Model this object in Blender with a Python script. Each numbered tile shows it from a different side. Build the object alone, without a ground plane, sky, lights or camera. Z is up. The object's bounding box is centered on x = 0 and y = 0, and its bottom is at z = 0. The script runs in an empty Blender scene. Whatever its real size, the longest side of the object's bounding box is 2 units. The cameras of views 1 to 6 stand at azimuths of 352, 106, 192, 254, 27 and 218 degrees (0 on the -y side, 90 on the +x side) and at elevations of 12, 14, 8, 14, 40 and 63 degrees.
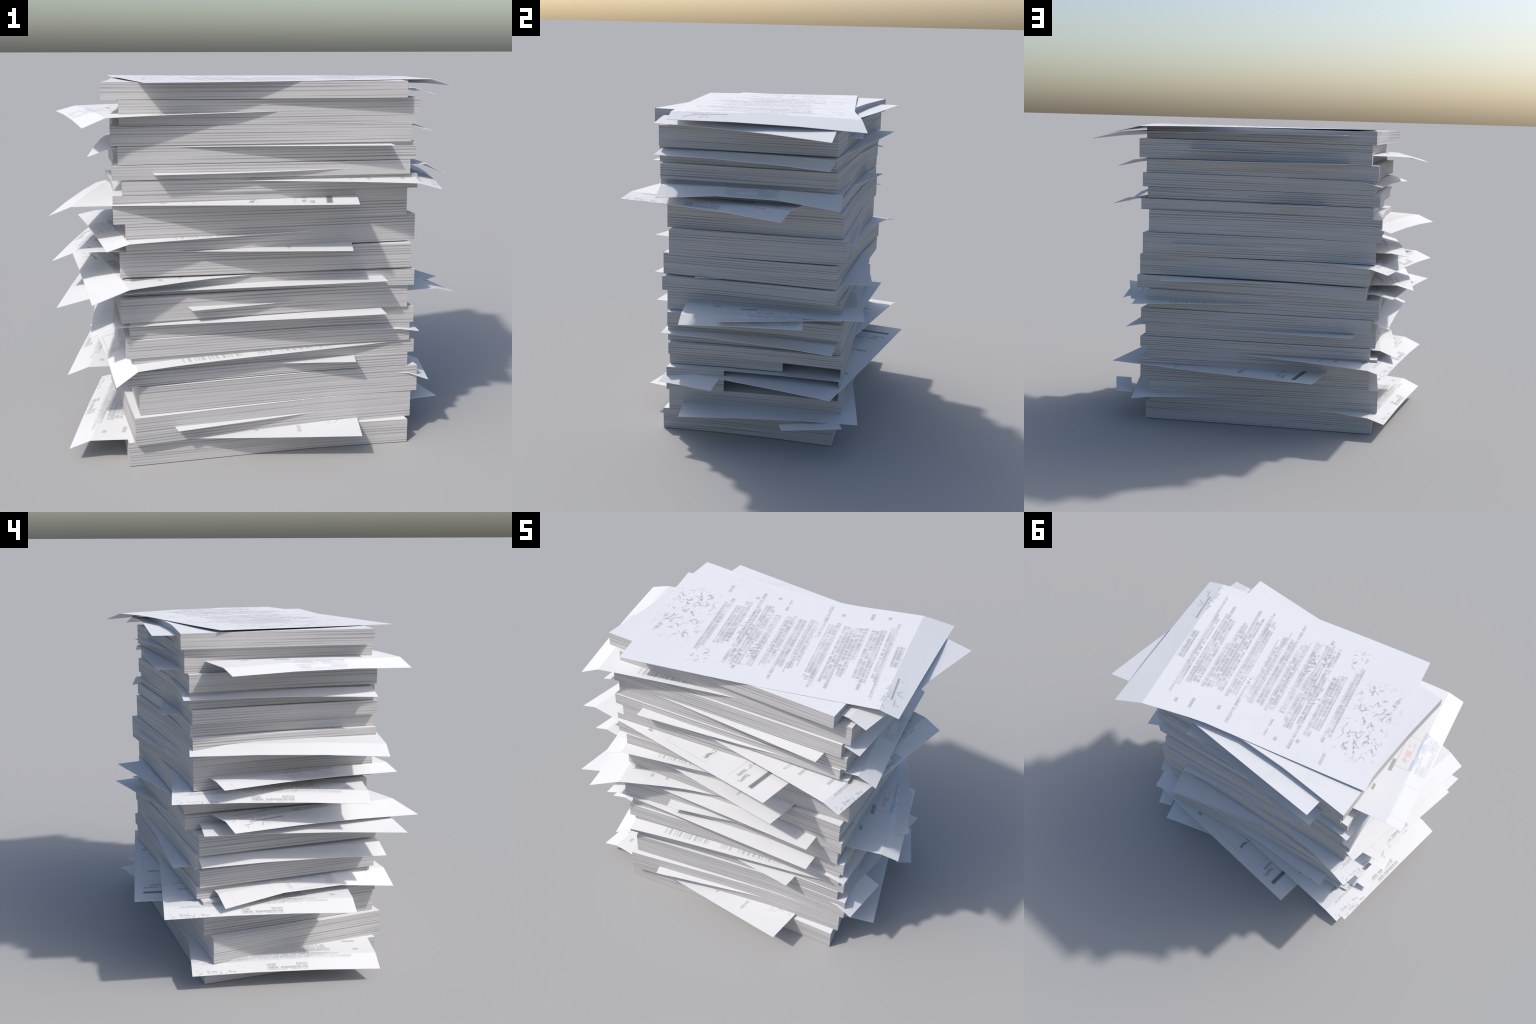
"""A tall, untidy stack of office paper: eighteen thick bundles laid one on another,
slightly turned and shifted, with loose letters and forms sticking out between them."""
import bpy
import math
import random

random.seed(7)

# ---------------------------------------------------------------- dimensions
LENGTH, WIDTH = 1.389, 0.962          # a bundle, seen from above
DISH = 0.011                          # the middle of a bundle sinks by this much
HOLLOW = 0.016                        # one short side is pressed in by this much
PAGE = 0.0016                         # thickness of one loose sheet


def pressed(u):
    """how far a short side is pressed in, along its length u = -1 .. 1: nought at the corners"""
    return HOLLOW * min(1.0, (1.0 - abs(u)) / 0.66)


def pressed_long(u):
    """the same for a long side, where the hollow lies nearer to one end"""
    stops = ((-1.0, 0.0), (-0.36, 0.024), (0.12, 0.019), (0.36, 0.013), (1.0, 0.0))
    for (a, p), (b, q) in zip(stops, stops[1:]):
        if u <= b:
            return p + (q - p) * (u - a) / (b - a)
    return 0.0


def page_point(s, t, swap):
    """a point of a bundle seen from above; s, t = -1 .. 1 along length and width.
    swap: the bundle is turned end for end, so that its hollow sides lie opposite."""
    if swap:
        x, y = page_point(-s, -t, False)
        return -x, -y
    return (s * LENGTH / 2 + pressed(t) * (1 - s) / 2,
            t * WIDTH / 2 - pressed_long(s) * (1 + t) / 2)


# ---------------------------------------------------------------- node helpers
class Graph:
    def __init__(self, name):
        self.mat = bpy.data.materials.new(name)
        self.mat.use_nodes = True
        self.t = self.mat.node_tree
        self.t.nodes.clear()
        self.out = self.t.nodes.new("ShaderNodeOutputMaterial")
        self.coord = self.t.nodes.new("ShaderNodeTexCoord").outputs["Object"]
        sep = self.t.nodes.new("ShaderNodeSeparateXYZ")
        self.t.links.new(self.coord, sep.inputs[0])
        self.x, self.y, self.z = sep.outputs

    def put(self, socket, value):
        if isinstance(value, bpy.types.NodeSocket):
            self.t.links.new(value, socket)
        else:
            socket.default_value = value

    def math(self, op, a, b=0.0, c=0.0, clamp=False):
        n = self.t.nodes.new("ShaderNodeMath")
        n.operation = op
        n.use_clamp = clamp
        for s, v in zip(n.inputs, (a, b, c)):
            self.put(s, v)
        return n.outputs[0]

    def add(self, a, b): return self.math("ADD", a, b)
    def sub(self, a, b): return self.math("SUBTRACT", a, b)
    def mul(self, a, b): return self.math("MULTIPLY", a, b)
    def maxi(self, a, b): return self.math("MAXIMUM", a, b)

    def step(self, v, lo, hi, to0=0.0, to1=1.0):
        n = self.t.nodes.new("ShaderNodeMapRange")
        n.interpolation_type = "SMOOTHSTEP"
        for s, val in zip(n.inputs[:5], (v, lo, hi, to0, to1)):
            self.put(s, val)
        return n.outputs[0]

    def vec(self, x, y, z=0.0):
        n = self.t.nodes.new("ShaderNodeCombineXYZ")
        for s, v in zip(n.inputs, (x, y, z)):
            self.put(s, v)
        return n.outputs[0]

    def noise(self, vector, scale=1.0, detail=2.0, rough=0.5, distort=0.0):
        n = self.t.nodes.new("ShaderNodeTexNoise")
        self.put(n.inputs["Vector"], vector)
        n.inputs["Scale"].default_value = scale
        n.inputs["Detail"].default_value = detail
        n.inputs["Roughness"].default_value = rough
        n.inputs["Distortion"].default_value = distort
        return n.outputs[0]

    def box(self, x0, x1, y0, y1, soft=0.008):
        """1 inside the rectangle on the page, soft at its rim"""
        h = soft / 2
        a = self.step(self.x, x0 - h, x0 + h)
        b = self.step(self.x, x1 - h, x1 + h, 1.0, 0.0)
        c = self.step(self.y, y0 - h, y0 + h)
        d = self.step(self.y, y1 - h, y1 + h, 1.0, 0.0)
        return self.mul(self.mul(a, b), self.mul(c, d))

    def frame(self, x0, x1, y0, y1, line=0.006):
        outer = self.box(x0 - line, x1 + line, y0 - line, y1 + line, 0.006)
        inner = self.box(x0, x1, y0, y1, 0.006)
        return self.math("SUBTRACT", outer, inner, clamp=True)

    def ramp(self, v, stops, mode="LINEAR"):
        n = self.t.nodes.new("ShaderNodeValToRGB")
        cr = n.color_ramp
        cr.interpolation = mode
        while len(cr.elements) > 1:
            cr.elements.remove(cr.elements[-1])
        cr.elements[0].position = stops[0][0]
        cr.elements[0].color = tone(stops[0][1])
        for p, c in stops[1:]:
            e = cr.elements.new(p)
            e.color = tone(c)
        self.put(n.inputs[0], v)
        return n.outputs[0]

    def mix(self, f, a, b):
        n = self.t.nodes.new("ShaderNodeMix")
        n.data_type = "RGBA"
        self.put(n.inputs[0], f)
        self.put(n.inputs[6], a)
        self.put(n.inputs[7], b)
        return n.outputs[2]

    def finish(self, colour, rough=0.75, bump=None, strength=0.2, glow_through=0.0):
        p = self.t.nodes.new("ShaderNodeBsdfPrincipled")
        self.put(p.inputs["Base Color"], colour)
        p.inputs["Roughness"].default_value = rough
        p.inputs["Specular IOR Level"].default_value = 0.15
        if bump is not None:
            b = self.t.nodes.new("ShaderNodeBump")
            b.inputs["Strength"].default_value = strength
            b.inputs["Distance"].default_value = 0.002
            self.put(b.inputs["Height"], bump)
            self.put(p.inputs["Normal"], b.outputs[0])
        self.t.links.new(p.outputs[0], self.out.inputs[0])
        return self.mat


def tone(c):
    return (c, c, c, 1.0) if isinstance(c, (int, float)) else (*c[:3], 1.0)


WHITE = (0.726, 0.733, 0.748, 1.0)      # cool office paper
INK = (0.17, 0.175, 0.18, 1.0)
RED = (0.68, 0.25, 0.19, 1.0)
BLUE = (0.29, 0.38, 0.56, 1.0)


def paper_ground(g):
    """white paper with the faintest cloudiness"""
    n = g.noise(g.coord, 2.2, 3.0)
    return g.mix(g.step(n, 0.3, 0.75), WHITE, (0.705, 0.712, 0.728, 1.0))


# ---------------------------------------------------------------- the printed pages
# A page is read with its top at local +x and its left margin at local +y.
ROW = 0.0228


def typed(g, row=ROW, wide=42.0):
    """soft grey blocks of typing: rows across the page broken into words"""
    r = g.math("DIVIDE", g.x, row)
    k = g.math("FLOOR", r)
    f = g.math("FRACT", r)
    bar = g.mul(g.step(f, -0.1, 0.28, 0.25, 1.0), g.step(f, 0.72, 1.1, 1.0, 0.25))
    words = g.noise(g.vec(g.mul(g.y, wide), g.mul(k, 13.7)), 1.0, 1.0)
    letters = g.noise(g.vec(g.mul(g.y, 120.0), g.mul(k, 5.3), 4.0), 1.0, 1.0)
    ink = g.mul(g.step(words, 0.30, 0.42), g.step(letters, 0.28, 0.66, 0.5, 1.0))
    return g.mul(bar, ink)


def scribble(g, seed, cover=0.5, size=1.0):
    """loose pen strokes: short slanted dashes in two directions, gathered into words"""
    strokes = []
    for angle, sd in ((0.55, seed), (-0.75, seed + 4.0), (1.35, seed + 7.0)):
        c, d = math.cos(angle), math.sin(angle)
        along = g.add(g.mul(g.x, c), g.mul(g.y, d))
        side = g.sub(g.mul(g.y, c), g.mul(g.x, d))
        n = g.noise(g.vec(g.mul(along, 20.0 / size), g.mul(side, 75.0 / size), sd), 1.0, 0.0, 0.5, 0.6)
        strokes.append(g.step(n, 0.60, 0.74))
    line = g.maxi(g.maxi(strokes[0], strokes[1]), strokes[2])
    words = g.noise(g.vec(g.mul(g.x, 26.0 / size), g.mul(g.y, 15.0 / size), seed + 11.0), 1.0, 0.0)
    return g.mul(line, g.step(words, cover - 0.06, cover + 0.06))


def typed_letter(name, shift=0.0):
    g = Graph(name)
    g.x = g.sub(g.x, shift)
    # each paragraph: where it begins down the page, its left and right edge (0 = y +0.5)
    upper = [(0.557, 0.15, 0.91), (0.536, 0.21, 0.77), (0.512, 0, 0), (0.497, 0.25, 0.78), (0.479, 0.25, 0.86),
             (0.457, 0.27, 0.80), (0.411, 0, 0), (0.397, 0.26, 0.62), (0.376, 0.27, 0.76), (0.33, 0.28, 0.70),
             (0.318, 0.29, 0.91), (0.30, 0.28, 0.83), (0.258, 0, 0), (0.24, 0.26, 0.90), (0.216, 0.29, 0.84),
             (0.172, 0, 0), (0.158, 0.10, 0.42), (0.134, 0, 0), (0.124, 0.30, 0.72), (0.10, 0.28, 0.80),
             (0.062, 0, 0), (0.05, 0.30, 0.77), (0.02, 0.29, 0.92)]
    lower = [(-0.004, 0, 0), (-0.014, 0.27, 0.76), (-0.038, 0.29, 0.80), (-0.075, 0, 0), (-0.084, 0.12, 0.24),
             (-0.100, 0.30, 0.84), (-0.140, 0, 0), (-0.150, 0.26, 0.62), (-0.168, 0.22, 0.86), (-0.215, 0, 0),
             (-0.226, 0.27, 0.80), (-0.245, 0.10, 0.86), (-0.264, 0, 0), (-0.290, 0.22, 0.66), (-0.335, 0.28, 0.70),
             (-0.375, 0, 0), (-0.402, 0.22, 0.73), (-0.426, 0.27, 0.78), (-0.449, 0.08, 0.20), (-0.472, 0, 0)]
    n = g.t.nodes.new("ShaderNodeMapRange")           # place down the page, 0 top .. 1 foot
    for s, v in zip(n.inputs[:5], (g.x, 0.7, -0.7, 0.0, 1.0)):
        g.put(s, v)
    down = n.outputs[0]

    def margin(rows, side, none):
        return g.ramp(down, [(0.0, none)] + [((0.7 - p[0]) / 1.4, p[side] if p[2] else none) for p in rows], "CONSTANT")

    left = g.math("MINIMUM", g.maxi(margin(upper, 1, 1.0), g.mul(g.math("LESS_THAN", g.x, -0.004), 1.0)), margin(lower, 1, 1.0))
    right = g.maxi(g.mul(margin(upper, 2, 0.0), g.math("GREATER_THAN", g.x, -0.004)), margin(lower, 2, 0.0))
    across = g.sub(0.5, g.y)
    fray = g.mul(g.sub(g.noise(g.vec(0.0, g.mul(g.math("FLOOR", g.math("DIVIDE", g.x, ROW)), 7.7)), 1.0, 0.0), 0.5), 0.16)
    inside = g.mul(g.step(g.sub(across, left), -0.004, 0.006), g.step(g.sub(g.add(right, fray), across), -0.004, 0.006))
    ink = g.mul(g.mul(typed(g), inside), 0.47)
    smudge = g.noise(g.vec(g.mul(g.x, 14.0), g.mul(g.y, 9.0), 2.0), 1.0, 2.0)
    ink = g.mul(ink, g.step(smudge, 0.30, 0.62, 0.5, 1.1))
    head = g.mul(typed(g), g.box(0.578, 0.622, -0.10, 0.11))
    ink = g.maxi(ink, g.mul(head, 0.52))
    nums = [(0.47, 0.49, 0.37, 0.40), (0.375, 0.395, 0.33, 0.40), (0.215, 0.235, 0.31, 0.34), (-0.175, -0.155, 0.36, 0.385), (-0.30, -0.28, 0.32, 0.345)]
    for b in nums:
        ink = g.maxi(ink, g.mul(g.box(*b), 0.4))
    # list columns at the left of the paragraphs
    # the pen: signature over a rule, a dark note across the text, a note at the foot
    ink = g.maxi(ink, g.mul(g.box(0.644, 0.654, -0.37, -0.18), 0.62))
    sign = g.mul(scribble(g, 2.0, 0.46), g.maxi(g.box(0.662, 0.70, -0.42, -0.18), g.box(0.585, 0.638, -0.46, -0.22)))
    ink = g.maxi(ink, g.mul(sign, 0.42))
    top_note = g.mul(scribble(g, 31.0, 0.40), g.box(0.50, 0.60, -0.46, -0.44))
    ink = g.maxi(ink, g.mul(top_note, 0.3))
    dark = g.maxi(g.box(-0.36, -0.17, -0.12, 0.13, 0.06), g.box(-0.24, -0.09, -0.33, -0.08, 0.06))
    ink = g.maxi(ink, g.mul(g.mul(scribble(g, 5.0, 0.46), dark), 0.55))
    foot = g.maxi(g.box(-0.74, -0.49, -0.21, 0.30, 0.12), g.box(-0.44, -0.33, -0.40, -0.26, 0.03))
    ink = g.maxi(ink, g.mul(g.mul(scribble(g, 14.0, 0.49), foot), 0.55))
    return g.finish(g.mix(ink, paper_ground(g), INK))


def stamped_invoice():
    g = Graph("paper_with_stamped_invoice")
    t = typed(g, 0.026, 60.0)
    ink = g.mul(g.frame(0.50, 0.584, -0.122, 0.092), 0.2)
    ink = g.maxi(ink, g.mul(g.box(0.472, 0.494, -0.17, -0.084), 0.6))
    ink = g.maxi(ink, g.mul(g.box(0.434, 0.45, -0.325, -0.285), 0.6))
    ink = g.maxi(ink, g.mul(g.box(0.47, 0.476, 0.18, 0.36), 0.25))
    ink = g.maxi(ink, g.mul(g.box(0.50, 0.506, 0.12, 0.22), 0.3))
    ink = g.maxi(ink, g.mul(g.frame(0.606, 0.72, -0.42, -0.21), 0.1))
    ink = g.maxi(ink, g.mul(g.mul(typed(g, 0.032, 24.0), g.box(0.618, 0.685, -0.12, 0.14, 0.02)), 0.24))
    # the left margin carries groups of short dark labels down the page
    group = g.step(g.noise(g.vec(g.x, 3.0), 9.0, 1.0), 0.42, 0.5)
    ticks = g.noise(g.vec(g.mul(g.x, 60.0), 1.0), 1.0, 0.0)
    ink = g.maxi(ink, g.mul(g.mul(g.mul(group, g.step(ticks, 0.42, 0.6)), g.box(-0.45, 0.42, 0.33, 0.452, 0.02)), 0.42))
    ink = g.maxi(ink, g.mul(g.mul(typed(g, 0.03), g.box(-0.4, 0.3, -0.3, 0.25, 0.03)), 0.4))
    col = g.mix(ink, paper_ground(g), INK)
    patch = g.step(g.noise(g.vec(g.mul(g.x, 40.0), g.mul(g.y, 26.0)), 1.0, 1.0), 0.4, 0.52)
    col = g.mix(g.mul(g.mul(patch, g.box(0.522, 0.56, -0.085, 0.06)), 0.32), col, RED)
    col = g.mix(g.mul(g.mul(g.step(patch, 0.0, 1.0, 0.08, 1.0), g.box(0.578, 0.616, -0.12, 0.16)), 0.36), col, BLUE)
    return g.finish(col)


def barred_form():
    g = Graph("paper_with_barred_form")
    ink = g.mul(g.box(-0.580, -0.552, 0.02, 0.435, 0.012), 0.92)
    ink = g.maxi(ink, g.mul(g.frame(-0.236, 0.05, 0.06, 0.432, 0.004), 0.25))
    ink = g.maxi(ink, g.mul(g.box(-0.413, -0.408, 0.10, 0.44), 0.22))
    words = g.step(g.noise(g.vec(g.mul(g.x, 50.0), g.mul(g.y, 30.0)), 1.0, 1.0), 0.40, 0.52)
    ink = g.maxi(ink, g.mul(g.mul(words, g.maxi(g.box(-0.50, -0.475, 0.34, 0.435), g.box(-0.462, -0.44, 0.20, 0.40))), 0.5))
    ink = g.maxi(ink, g.mul(g.mul(words, g.box(-0.225, -0.20, 0.30, 0.41)), 0.7))
    ink = g.maxi(ink, g.mul(g.box(0.17, 0.20, 0.415, 0.435), 0.55))
    return g.finish(g.mix(ink, paper_ground(g), INK))


def plain_paper():
    g = Graph("plain_white_paper")
    smudge = g.mul(g.step(g.noise(g.coord, 7.0, 2.0), 0.62, 0.75), 0.10)
    return g.finish(g.mix(smudge, paper_ground(g), (0.42, 0.43, 0.45, 1.0)))


def page_edges():
    """cut edges of many pages: fine, nearly parallel dark lines between pale page blocks"""
    g = Graph("cut_page_edges")
    wander = g.noise(g.vec(g.mul(g.x, 0.8), g.mul(g.y, 0.8), g.mul(g.z, 9.0)), 1.0, 1.0)
    zc = g.add(g.z, g.mul(wander, 0.012))
    jolt = g.noise(g.vec(g.mul(g.x, 0.25), g.mul(g.y, 0.25), g.mul(zc, 38.0)), 1.0, 0.0)
    wave = g.math("SINE", g.add(g.mul(zc, 2 * math.pi / 0.0135), g.mul(jolt, 6.0)))
    wave = g.add(g.mul(wave, 0.5), 0.5)
    depth = g.noise(g.vec(g.mul(g.x, 1.3), g.mul(g.y, 1.3), g.mul(zc, 40.0)), 1.0, 1.0)
    fine = g.noise(g.vec(g.mul(g.x, 0.5), g.mul(g.y, 0.5), g.mul(zc, 215.0)), 1.0, 1.0, 0.5)
    dark = g.mul(g.step(wave, 0.62, 0.02), g.step(depth, 0.33, 0.66, 0.12, 1.0))
    v = g.sub(g.add(0.58, g.mul(fine, 0.44)), g.mul(dark, 0.47))
    col = g.ramp(v, [(0.25, (0.25, 0.243, 0.246)), (0.55, (0.365, 0.357, 0.359)), (0.78, (0.448, 0.440, 0.443)), (0.92, (0.485, 0.478, 0.481))])
    return g.finish(col, 0.85, v, 0.08)


MATS = dict(letter=typed_letter("paper_with_typed_letter"), short_letter=typed_letter("paper_with_typed_letter_cut_short", 0.065), invoice=stamped_invoice(), form=barred_form(), plain=plain_paper(), edge=page_edges())

# ---------------------------------------------------------------- scene root
root = bpy.data.objects.new("paper_stack", None)
bpy.context.collection.objects.link(root)
root["label"] = "tall untidy stack of white office paper with loose sheets"
root["category"] = "stack of paper"


def make(name, verts, faces, slots, mats, x, y, yaw, smooth=None):
    me = bpy.data.meshes.new(name)
    me.from_pydata(verts, [], faces)
    for m in mats:
        me.materials.append(m)
    me.polygons.foreach_set("material_index", slots)
    me.update()
    if smooth is not None:
        me.polygons.foreach_set("use_smooth", [True] * len(faces))
        me.set_sharp_from_angle(angle=math.radians(smooth))
    ob = bpy.data.objects.new(name, me)
    bpy.context.collection.objects.link(ob)
    ob.parent = root
    ob.location = (x, y, 0.0)
    ob.rotation_euler = (0, 0, math.radians(yaw))
    return ob


# ---------------------------------------------------------------- bundles
# centre x, centre y, turn in degrees, height of the foot and of the top
BUNDLES = [
    dict(at=(-0.033, -0.004), turn=-2.77, foot=1.7135, top=1.7900),
    dict(at=(0.019, 0.013), turn=0.36, foot=1.5980, top=1.7115),
    dict(at=(-0.022, 0.000), turn=0.40, foot=1.5110, top=1.5965),
    dict(at=(0.002, 0.007), turn=1.07, foot=1.4265, top=1.5095),
    dict(at=(-0.027, -0.001), turn=1.10, foot=1.3580, top=1.4240),
    dict(at=(0.012, 0.010), turn=1.60, foot=1.2900, top=1.3550),
    dict(at=(-0.037, 0.019), turn=2.34, foot=1.1580, top=1.2890),
    dict(at=(0.004, 0.030), turn=3.78, foot=1.0260, top=1.1560),
    dict(at=(0.004, 0.031), turn=0.27, foot=0.9010, top=1.0200),
    dict(at=(0.023, 0.028), turn=0.48, foot=0.8140, top=0.8925),
    dict(at=(-0.026, 0.011), turn=3.53, foot=0.6975, top=0.8110),
    dict(at=(0.013, 0.025), turn=3.51, foot=0.6150, top=0.6955),
    dict(at=(-0.010, 0.015), turn=4.08, foot=0.5265, top=0.6130),
    dict(at=(0.019, 0.027), turn=4.12, foot=0.4580, top=0.5235),
    dict(at=(-0.019, 0.014), turn=4.81, foot=0.3925, top=0.4565, gap=0.66),
    dict(at=(0.030, 0.008), turn=5.34, foot=0.2565, top=0.3885, gap=0.334, lid=0.0015),
    dict(at=(-0.010, -0.008), turn=6.97, foot=0.1190, top=0.2540),
    dict(at=(-0.010, -0.008), turn=3.48, foot=0.0, top=0.1185),
]
NX, NY = 12, 6                         # pieces along and across each page
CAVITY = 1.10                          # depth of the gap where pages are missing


def page_layer(verts, faces, slots, z0, z1, lift0, lift1, shift, swap, gap):
    """one clump of pages: a thin closed slab with a gently dished middle.
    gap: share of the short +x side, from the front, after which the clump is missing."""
    ss = [-1 + 2 * i / NX for i in range(NX + 1)]
    ts = [-1 + 2 * j / NY for j in range(NY + 1)]
    k = 1.0 - shift[2]
    place = lambda p: (p[0] * k + shift[0], p[1] * k + shift[1])
    b = len(verts)
    if gap is None:
        m = NY + 1
        for z, lift in ((z0, lift0), (z1, lift1)):
            for s in ss:
                for t in ts:
                    verts.append((*place(page_point(s, t, swap)), z - lift * DISH * (1 - s * s) * (1 - t * t)))
        half = (NX + 1) * m
        for i in range(NX):
            for j in range(NY):
                q = [i * m + j, (i + 1) * m + j, (i + 1) * m + j + 1, i * m + j + 1]
                faces.append([b + half + v for v in q])
                faces.append([b + v for v in reversed(q)])
                slots.extend((0, 0))
        rim = [i * m for i in range(NX)] + [NX * m + j for j in range(NY)]
        rim += [i * m + NY for i in range(NX, 0, -1)] + [j for j in range(NY, 0, -1)]
    else:
        ta = -1 + 2 * gap
        outline = [place(page_point(s, -1, swap)) for s in ss[:-1]]
        outline += [place(page_point(1, -1 + (ta + 1) * j / 4, swap)) for j in range(5)]
        xa, ya = outline[-1]
        xb, yb = place(page_point(1, 0.985, swap))
        ye = -WIDTH / 2 + 0.045          # behind a thin skin the gap spans the whole width
        outline += [(xa - 0.006, ya), (xa - 0.012, ye), (xa - CAVITY, ye), (xb - CAVITY, yb), (xb, yb)]
        outline += [place(page_point(s, 1, swap)) for s in reversed(ss)]
        outline += [place(page_point(-1, t, swap)) for t in reversed(ts[1:-1])]
        half = len(outline)
        for z in (z0, z1):
            verts.extend((x, y, z) for x, y in outline)
        faces.append([b + half + i for i in range(half)])
        faces.append([b + i for i in reversed(range(half))])
        slots.extend((0, 0))
        rim = list(range(half))
    for p, q in zip(rim, rim[1:] + rim[:1]):
        faces.append((b + p, b + q, b + half + q, b + half + p))
        slots.append(1)


for spec in BUNDLES:
    z, top = spec["foot"], spec["top"]
    cuts = [z]
    while cuts[-1] < top - 0.014:
        cuts.append(cuts[-1] + random.uniform(0.005, 0.011))
    cuts += [top - spec["lid"], top] if "lid" in spec else [top]
    verts, faces, slots = [], [], []
    for i, (a, b) in enumerate(zip(cuts, cuts[1:])):
        shift = (random.uniform(-0.0003, 0.0003), random.uniform(-0.0003, 0.0003), random.uniform(0, 0.0003))
        lid = "lid" in spec and i == len(cuts) - 2
        inner = None if lid else spec.get("gap")
        ground = spec["foot"] < 0.01
        lift = lambda h: min(1.0, h / 0.1) if ground else 1.0
        page_layer(verts, faces, slots, a - 0.0002 * (i > 0), b, lift(a), lift(b), shift, spec["foot"] < 0.85, inner)
    make("paper_bundle", verts, faces, slots, [MATS["plain"], MATS["edge"]], *spec["at"], spec["turn"])

# ---------------------------------------------------------------- loose sheets
# Outline of a sheet in its own frame: far end, fold and near (hanging) end, each as
# (x, y, z) at its front and its back corner. The near end hangs beyond the fold.
SHAPES = {
    "page": (((-0.697, -0.482, 0.0), (-0.697, 0.482, 0.006)),
             ((0.597, -0.482, -0.012), (0.595, 0.482, -0.015)),
             ((0.697, -0.482, -0.038), (0.697, 0.482, -0.056))),
    "long_page": (((-0.781, -0.495, -0.005), (-0.771, 0.462, 0.005)),
                  ((0.610, -0.481, -0.004), (0.652, 0.492, -0.013)),
                  ((0.713, -0.483, -0.035), (0.830, 0.521, -0.059))),
    "middle_page": (((-0.712, -0.492, 0.0), (-0.702, 0.468, 0.006)),
                    ((0.610, -0.481, -0.004), (0.652, 0.492, -0.013)),
                    ((0.713, -0.483, -0.035), (0.830, 0.521, -0.059))),
}
NS = 14


def lerp(a, b, t):
    return tuple(p + (q - p) * t for p, q in zip(a, b))


def loose_sheet(shape, x, y, yaw, z, ink="plain", hang=1.0, far=0.0, bow=0.009, lift=0.0, crown=None, keep=(0.0, 1.0)):
    """hang scales the droop of the folded end, far lifts or lowers the other end,
    bow lifts the middle of the folded end above its corners, lift raises the fold
    and crown its middle,
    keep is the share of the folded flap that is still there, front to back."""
    end0, fold, end1 = SHAPES[shape]
    crown = 0.35 * bow if crown is None else crown
    rows = [0.0, 1 / 3, 2 / 3, 1.0]
    grid = []
    for i in range(NS + 1):
        u = i / NS
        row = []
        for v in rows:
            p, q = lerp(*end0, v), lerp(*fold, v)
            arch = 1.0 if 0.01 < v < 0.99 else 0.0
            yy = p[1] + (q[1] - p[1]) * u
            if shape != "page":        # the long pages are narrower in the middle of the back edge
                yy -= v * 0.032 * min(u / 0.745, (1 - u) / 0.255)
                yy -= (1 - v) * 0.010 * math.sin(math.pi * u)
            sag = 0.004 * math.sin(math.pi * u) + 0.004 * arch * math.sin(math.pi * min(1.0, u * 1.1))
            zz = (p[2] + far) * (1 - u) ** 2.2 + (q[2] * hang + crown * arch + lift) * u ** (4.4 if not lift else 2.0) - sag
            row.append((p[0] + (q[0] - p[0]) * u, yy, zz))
        grid.append(row)
    row = []
    for v in rows:
        p = lerp(*end1, v)
        row.append((p[0], p[1], p[2] * hang + (bow if 0.01 < v < 0.99 else 0.0)))
    grid.append(row)
    cells = [(i, j) for i in range(NS) for j in range(3)]
    cells += [(NS, j) for j in range(3) if keep[0] - 0.01 <= rows[j] and rows[j + 1] <= keep[1] + 0.01]
    return slab("loose_sheet", grid, cells, x, y, yaw, z, ink)


def slab(name, grid, cells, x, y, yaw, z, ink):
    """thin closed paper over the chosen cells of a grid of points"""
    index, verts, faces, slots = {}, [], [], []

    def v(i, j, side):
        key = (i, j, side)
        if key not in index:
            p = grid[i][j]
            index[key] = len(verts)
            verts.append((p[0], p[1], z + p[2] + (PAGE / 2 if side else -PAGE / 2)))
        return index[key]

    edges = {}
    for i, j in cells:
        ring = [(i, j), (i + 1, j), (i + 1, j + 1), (i, j + 1)]
        faces.append([v(*c, 1) for c in ring])
        slots.append(0)
        faces.append([v(*c, 0) for c in reversed(ring)])
        slots.append(1)
        for a, b in zip(ring, ring[1:] + ring[:1]):
            if (b, a) in edges:
                del edges[(b, a)]
            else:
                edges[(a, b)] = True
    for a, b in edges:
        faces.append([v(*b, 1), v(*a, 1), v(*a, 0), v(*b, 0)])
        slots.append(1)
    return make(name, verts, faces, slots, [MATS[ink], MATS["plain"]], x, y, yaw, smooth=6)


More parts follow.
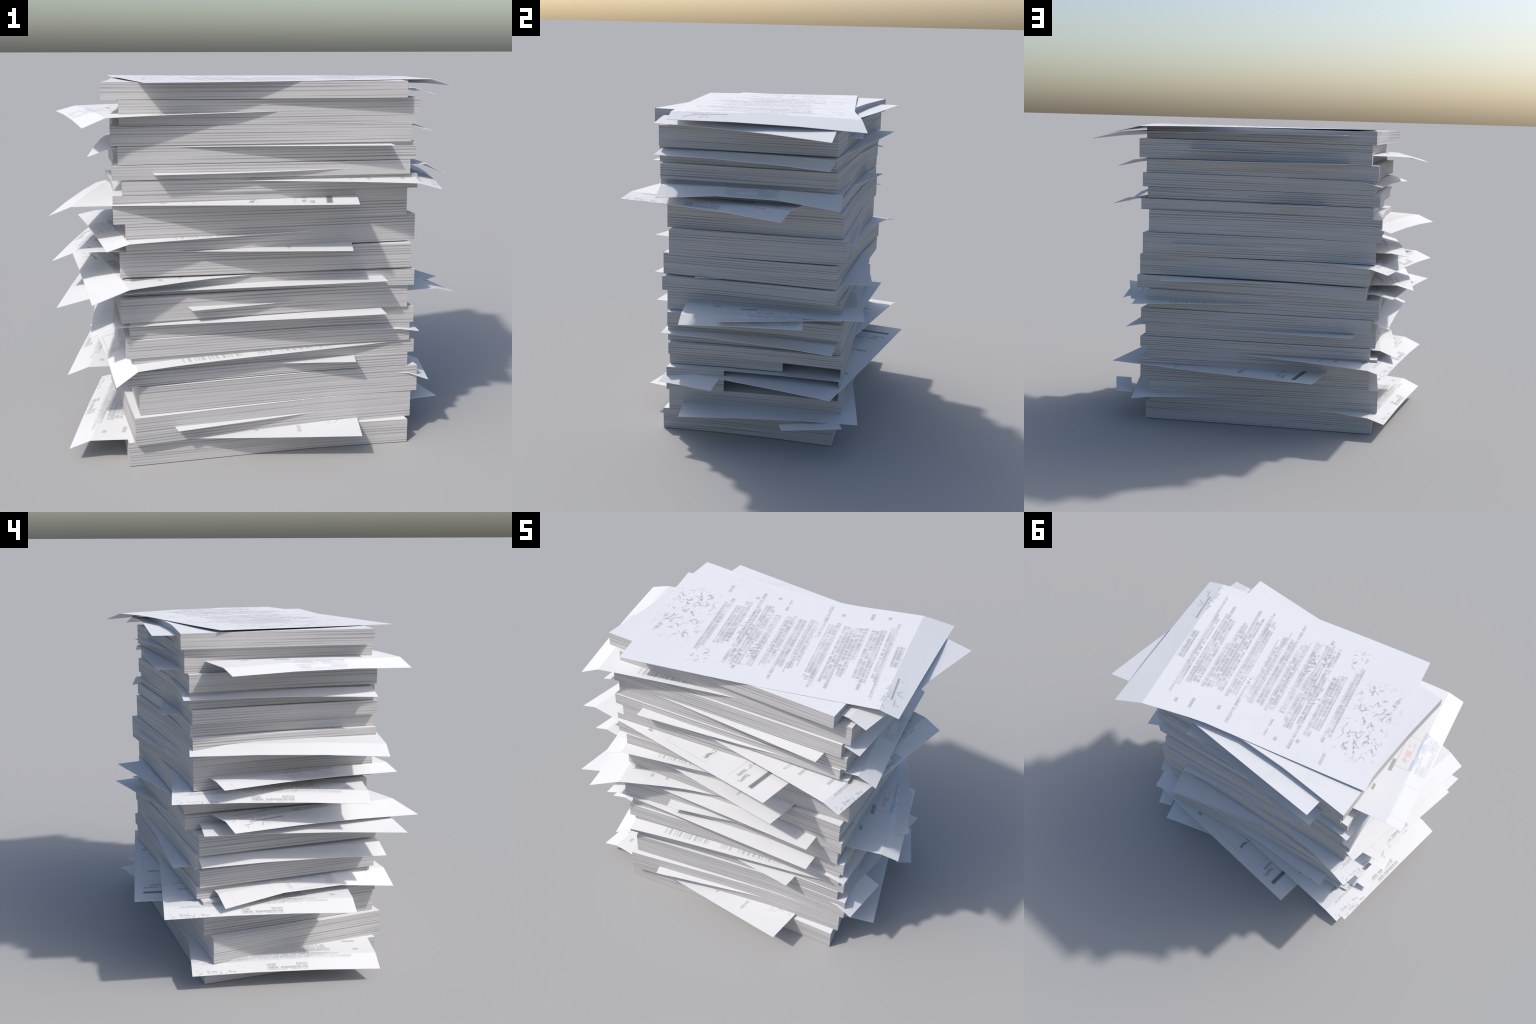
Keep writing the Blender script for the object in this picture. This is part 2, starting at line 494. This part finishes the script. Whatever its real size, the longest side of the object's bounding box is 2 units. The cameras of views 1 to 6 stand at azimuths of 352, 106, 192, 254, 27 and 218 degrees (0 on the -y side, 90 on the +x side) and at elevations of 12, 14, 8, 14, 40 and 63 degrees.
# from the top of the stack down: shape, centre, turn (the fold lies towards it), height
loose_sheet("long_page", 0.120, 0.005, 10.3, 1.797, "letter", crown=0.007)
loose_sheet("middle_page", 0.124, 0.085, -5.4, 1.761)
loose_sheet("page", -0.223, -0.026, 189.6, 1.658, "invoice", crown=0.005)
loose_sheet("page", 0.117, 0.065, -4.5, 1.598)
loose_sheet("page", -0.085, -0.024, 175.6, 1.510, hang=0.85, far=-0.014)
loose_sheet("page", 0.125, -0.014, 5.6, 1.388, "invoice", bow=0.033, lift=0.024, crown=0.008)
loose_sheet("page", 0.184, -0.051, -11.8, 1.349, "short_letter")
loose_sheet("page", -0.216, -0.115, 168.3, 1.256, "form", crown=0.011)
loose_sheet("page", -0.135, -0.008, 189.4, 1.094, "invoice", hang=0.7)
loose_sheet("page", -0.218, -0.022, 168.4, 1.027, "short_letter", crown=0.011)
loose_sheet("long_page", -0.130, 0.011, 193.6, 0.897, "letter")
loose_sheet("middle_page", -0.128, -0.068, 178.1, 0.859, lift=-0.008)
loose_sheet("page", 0.212, 0.071, 12.5, 0.757, "invoice", keep=(0.0, 0.667))
loose_sheet("page", -0.125, -0.049, 178.6, 0.695)
loose_sheet("page", 0.073, 0.057, -1.5, 0.598, hang=0.55)
loose_sheet("page", -0.100, -0.033, 188.1, 0.515, "invoice", hang=1.65, bow=0.044)
loose_sheet("page", -0.196, 0.067, 171.8, 0.451, "short_letter")
loose_sheet("page", 0.201, 0.150, -8.7, 0.357, "form", lift=0.008, keep=(0.0, 0.334))
loose_sheet("page", 0.127, 0.031, 13.2, 0.190, hang=0.5, lift=-0.010)
loose_sheet("page", -0.193, -0.071, 171.5, 0.128, "short_letter", crown=0.010)


def torn_strip(outer_a, outer_b, deep, yaw, dip, ink):
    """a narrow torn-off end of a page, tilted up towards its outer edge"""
    cx, cy = (outer_a[0] + outer_b[0]) / 2, (outer_a[1] + outer_b[1]) / 2
    half = math.hypot(outer_b[0] - outer_a[0], outer_b[1] - outer_a[1]) / 2
    grid = [[(-deep * (1 - u), half * (2 * v - 1), -dip * (1 - u)) for v in (0, 0.5, 1)] for u in (0, 0.5, 1)]
    return slab("torn_paper_strip", grid, [(i, j) for i in range(2) for j in range(2)], cx, cy, yaw, outer_a[2], ink)


torn_strip((0.975, -0.042, 0.750), (0.738, 0.556, 0.750), 0.13, 21.6, 0.020, "plain")
torn_strip((0.932, 0.299, 0.181), (0.813, 0.598, 0.181), 0.096, 21.7, 0.009, "plain")
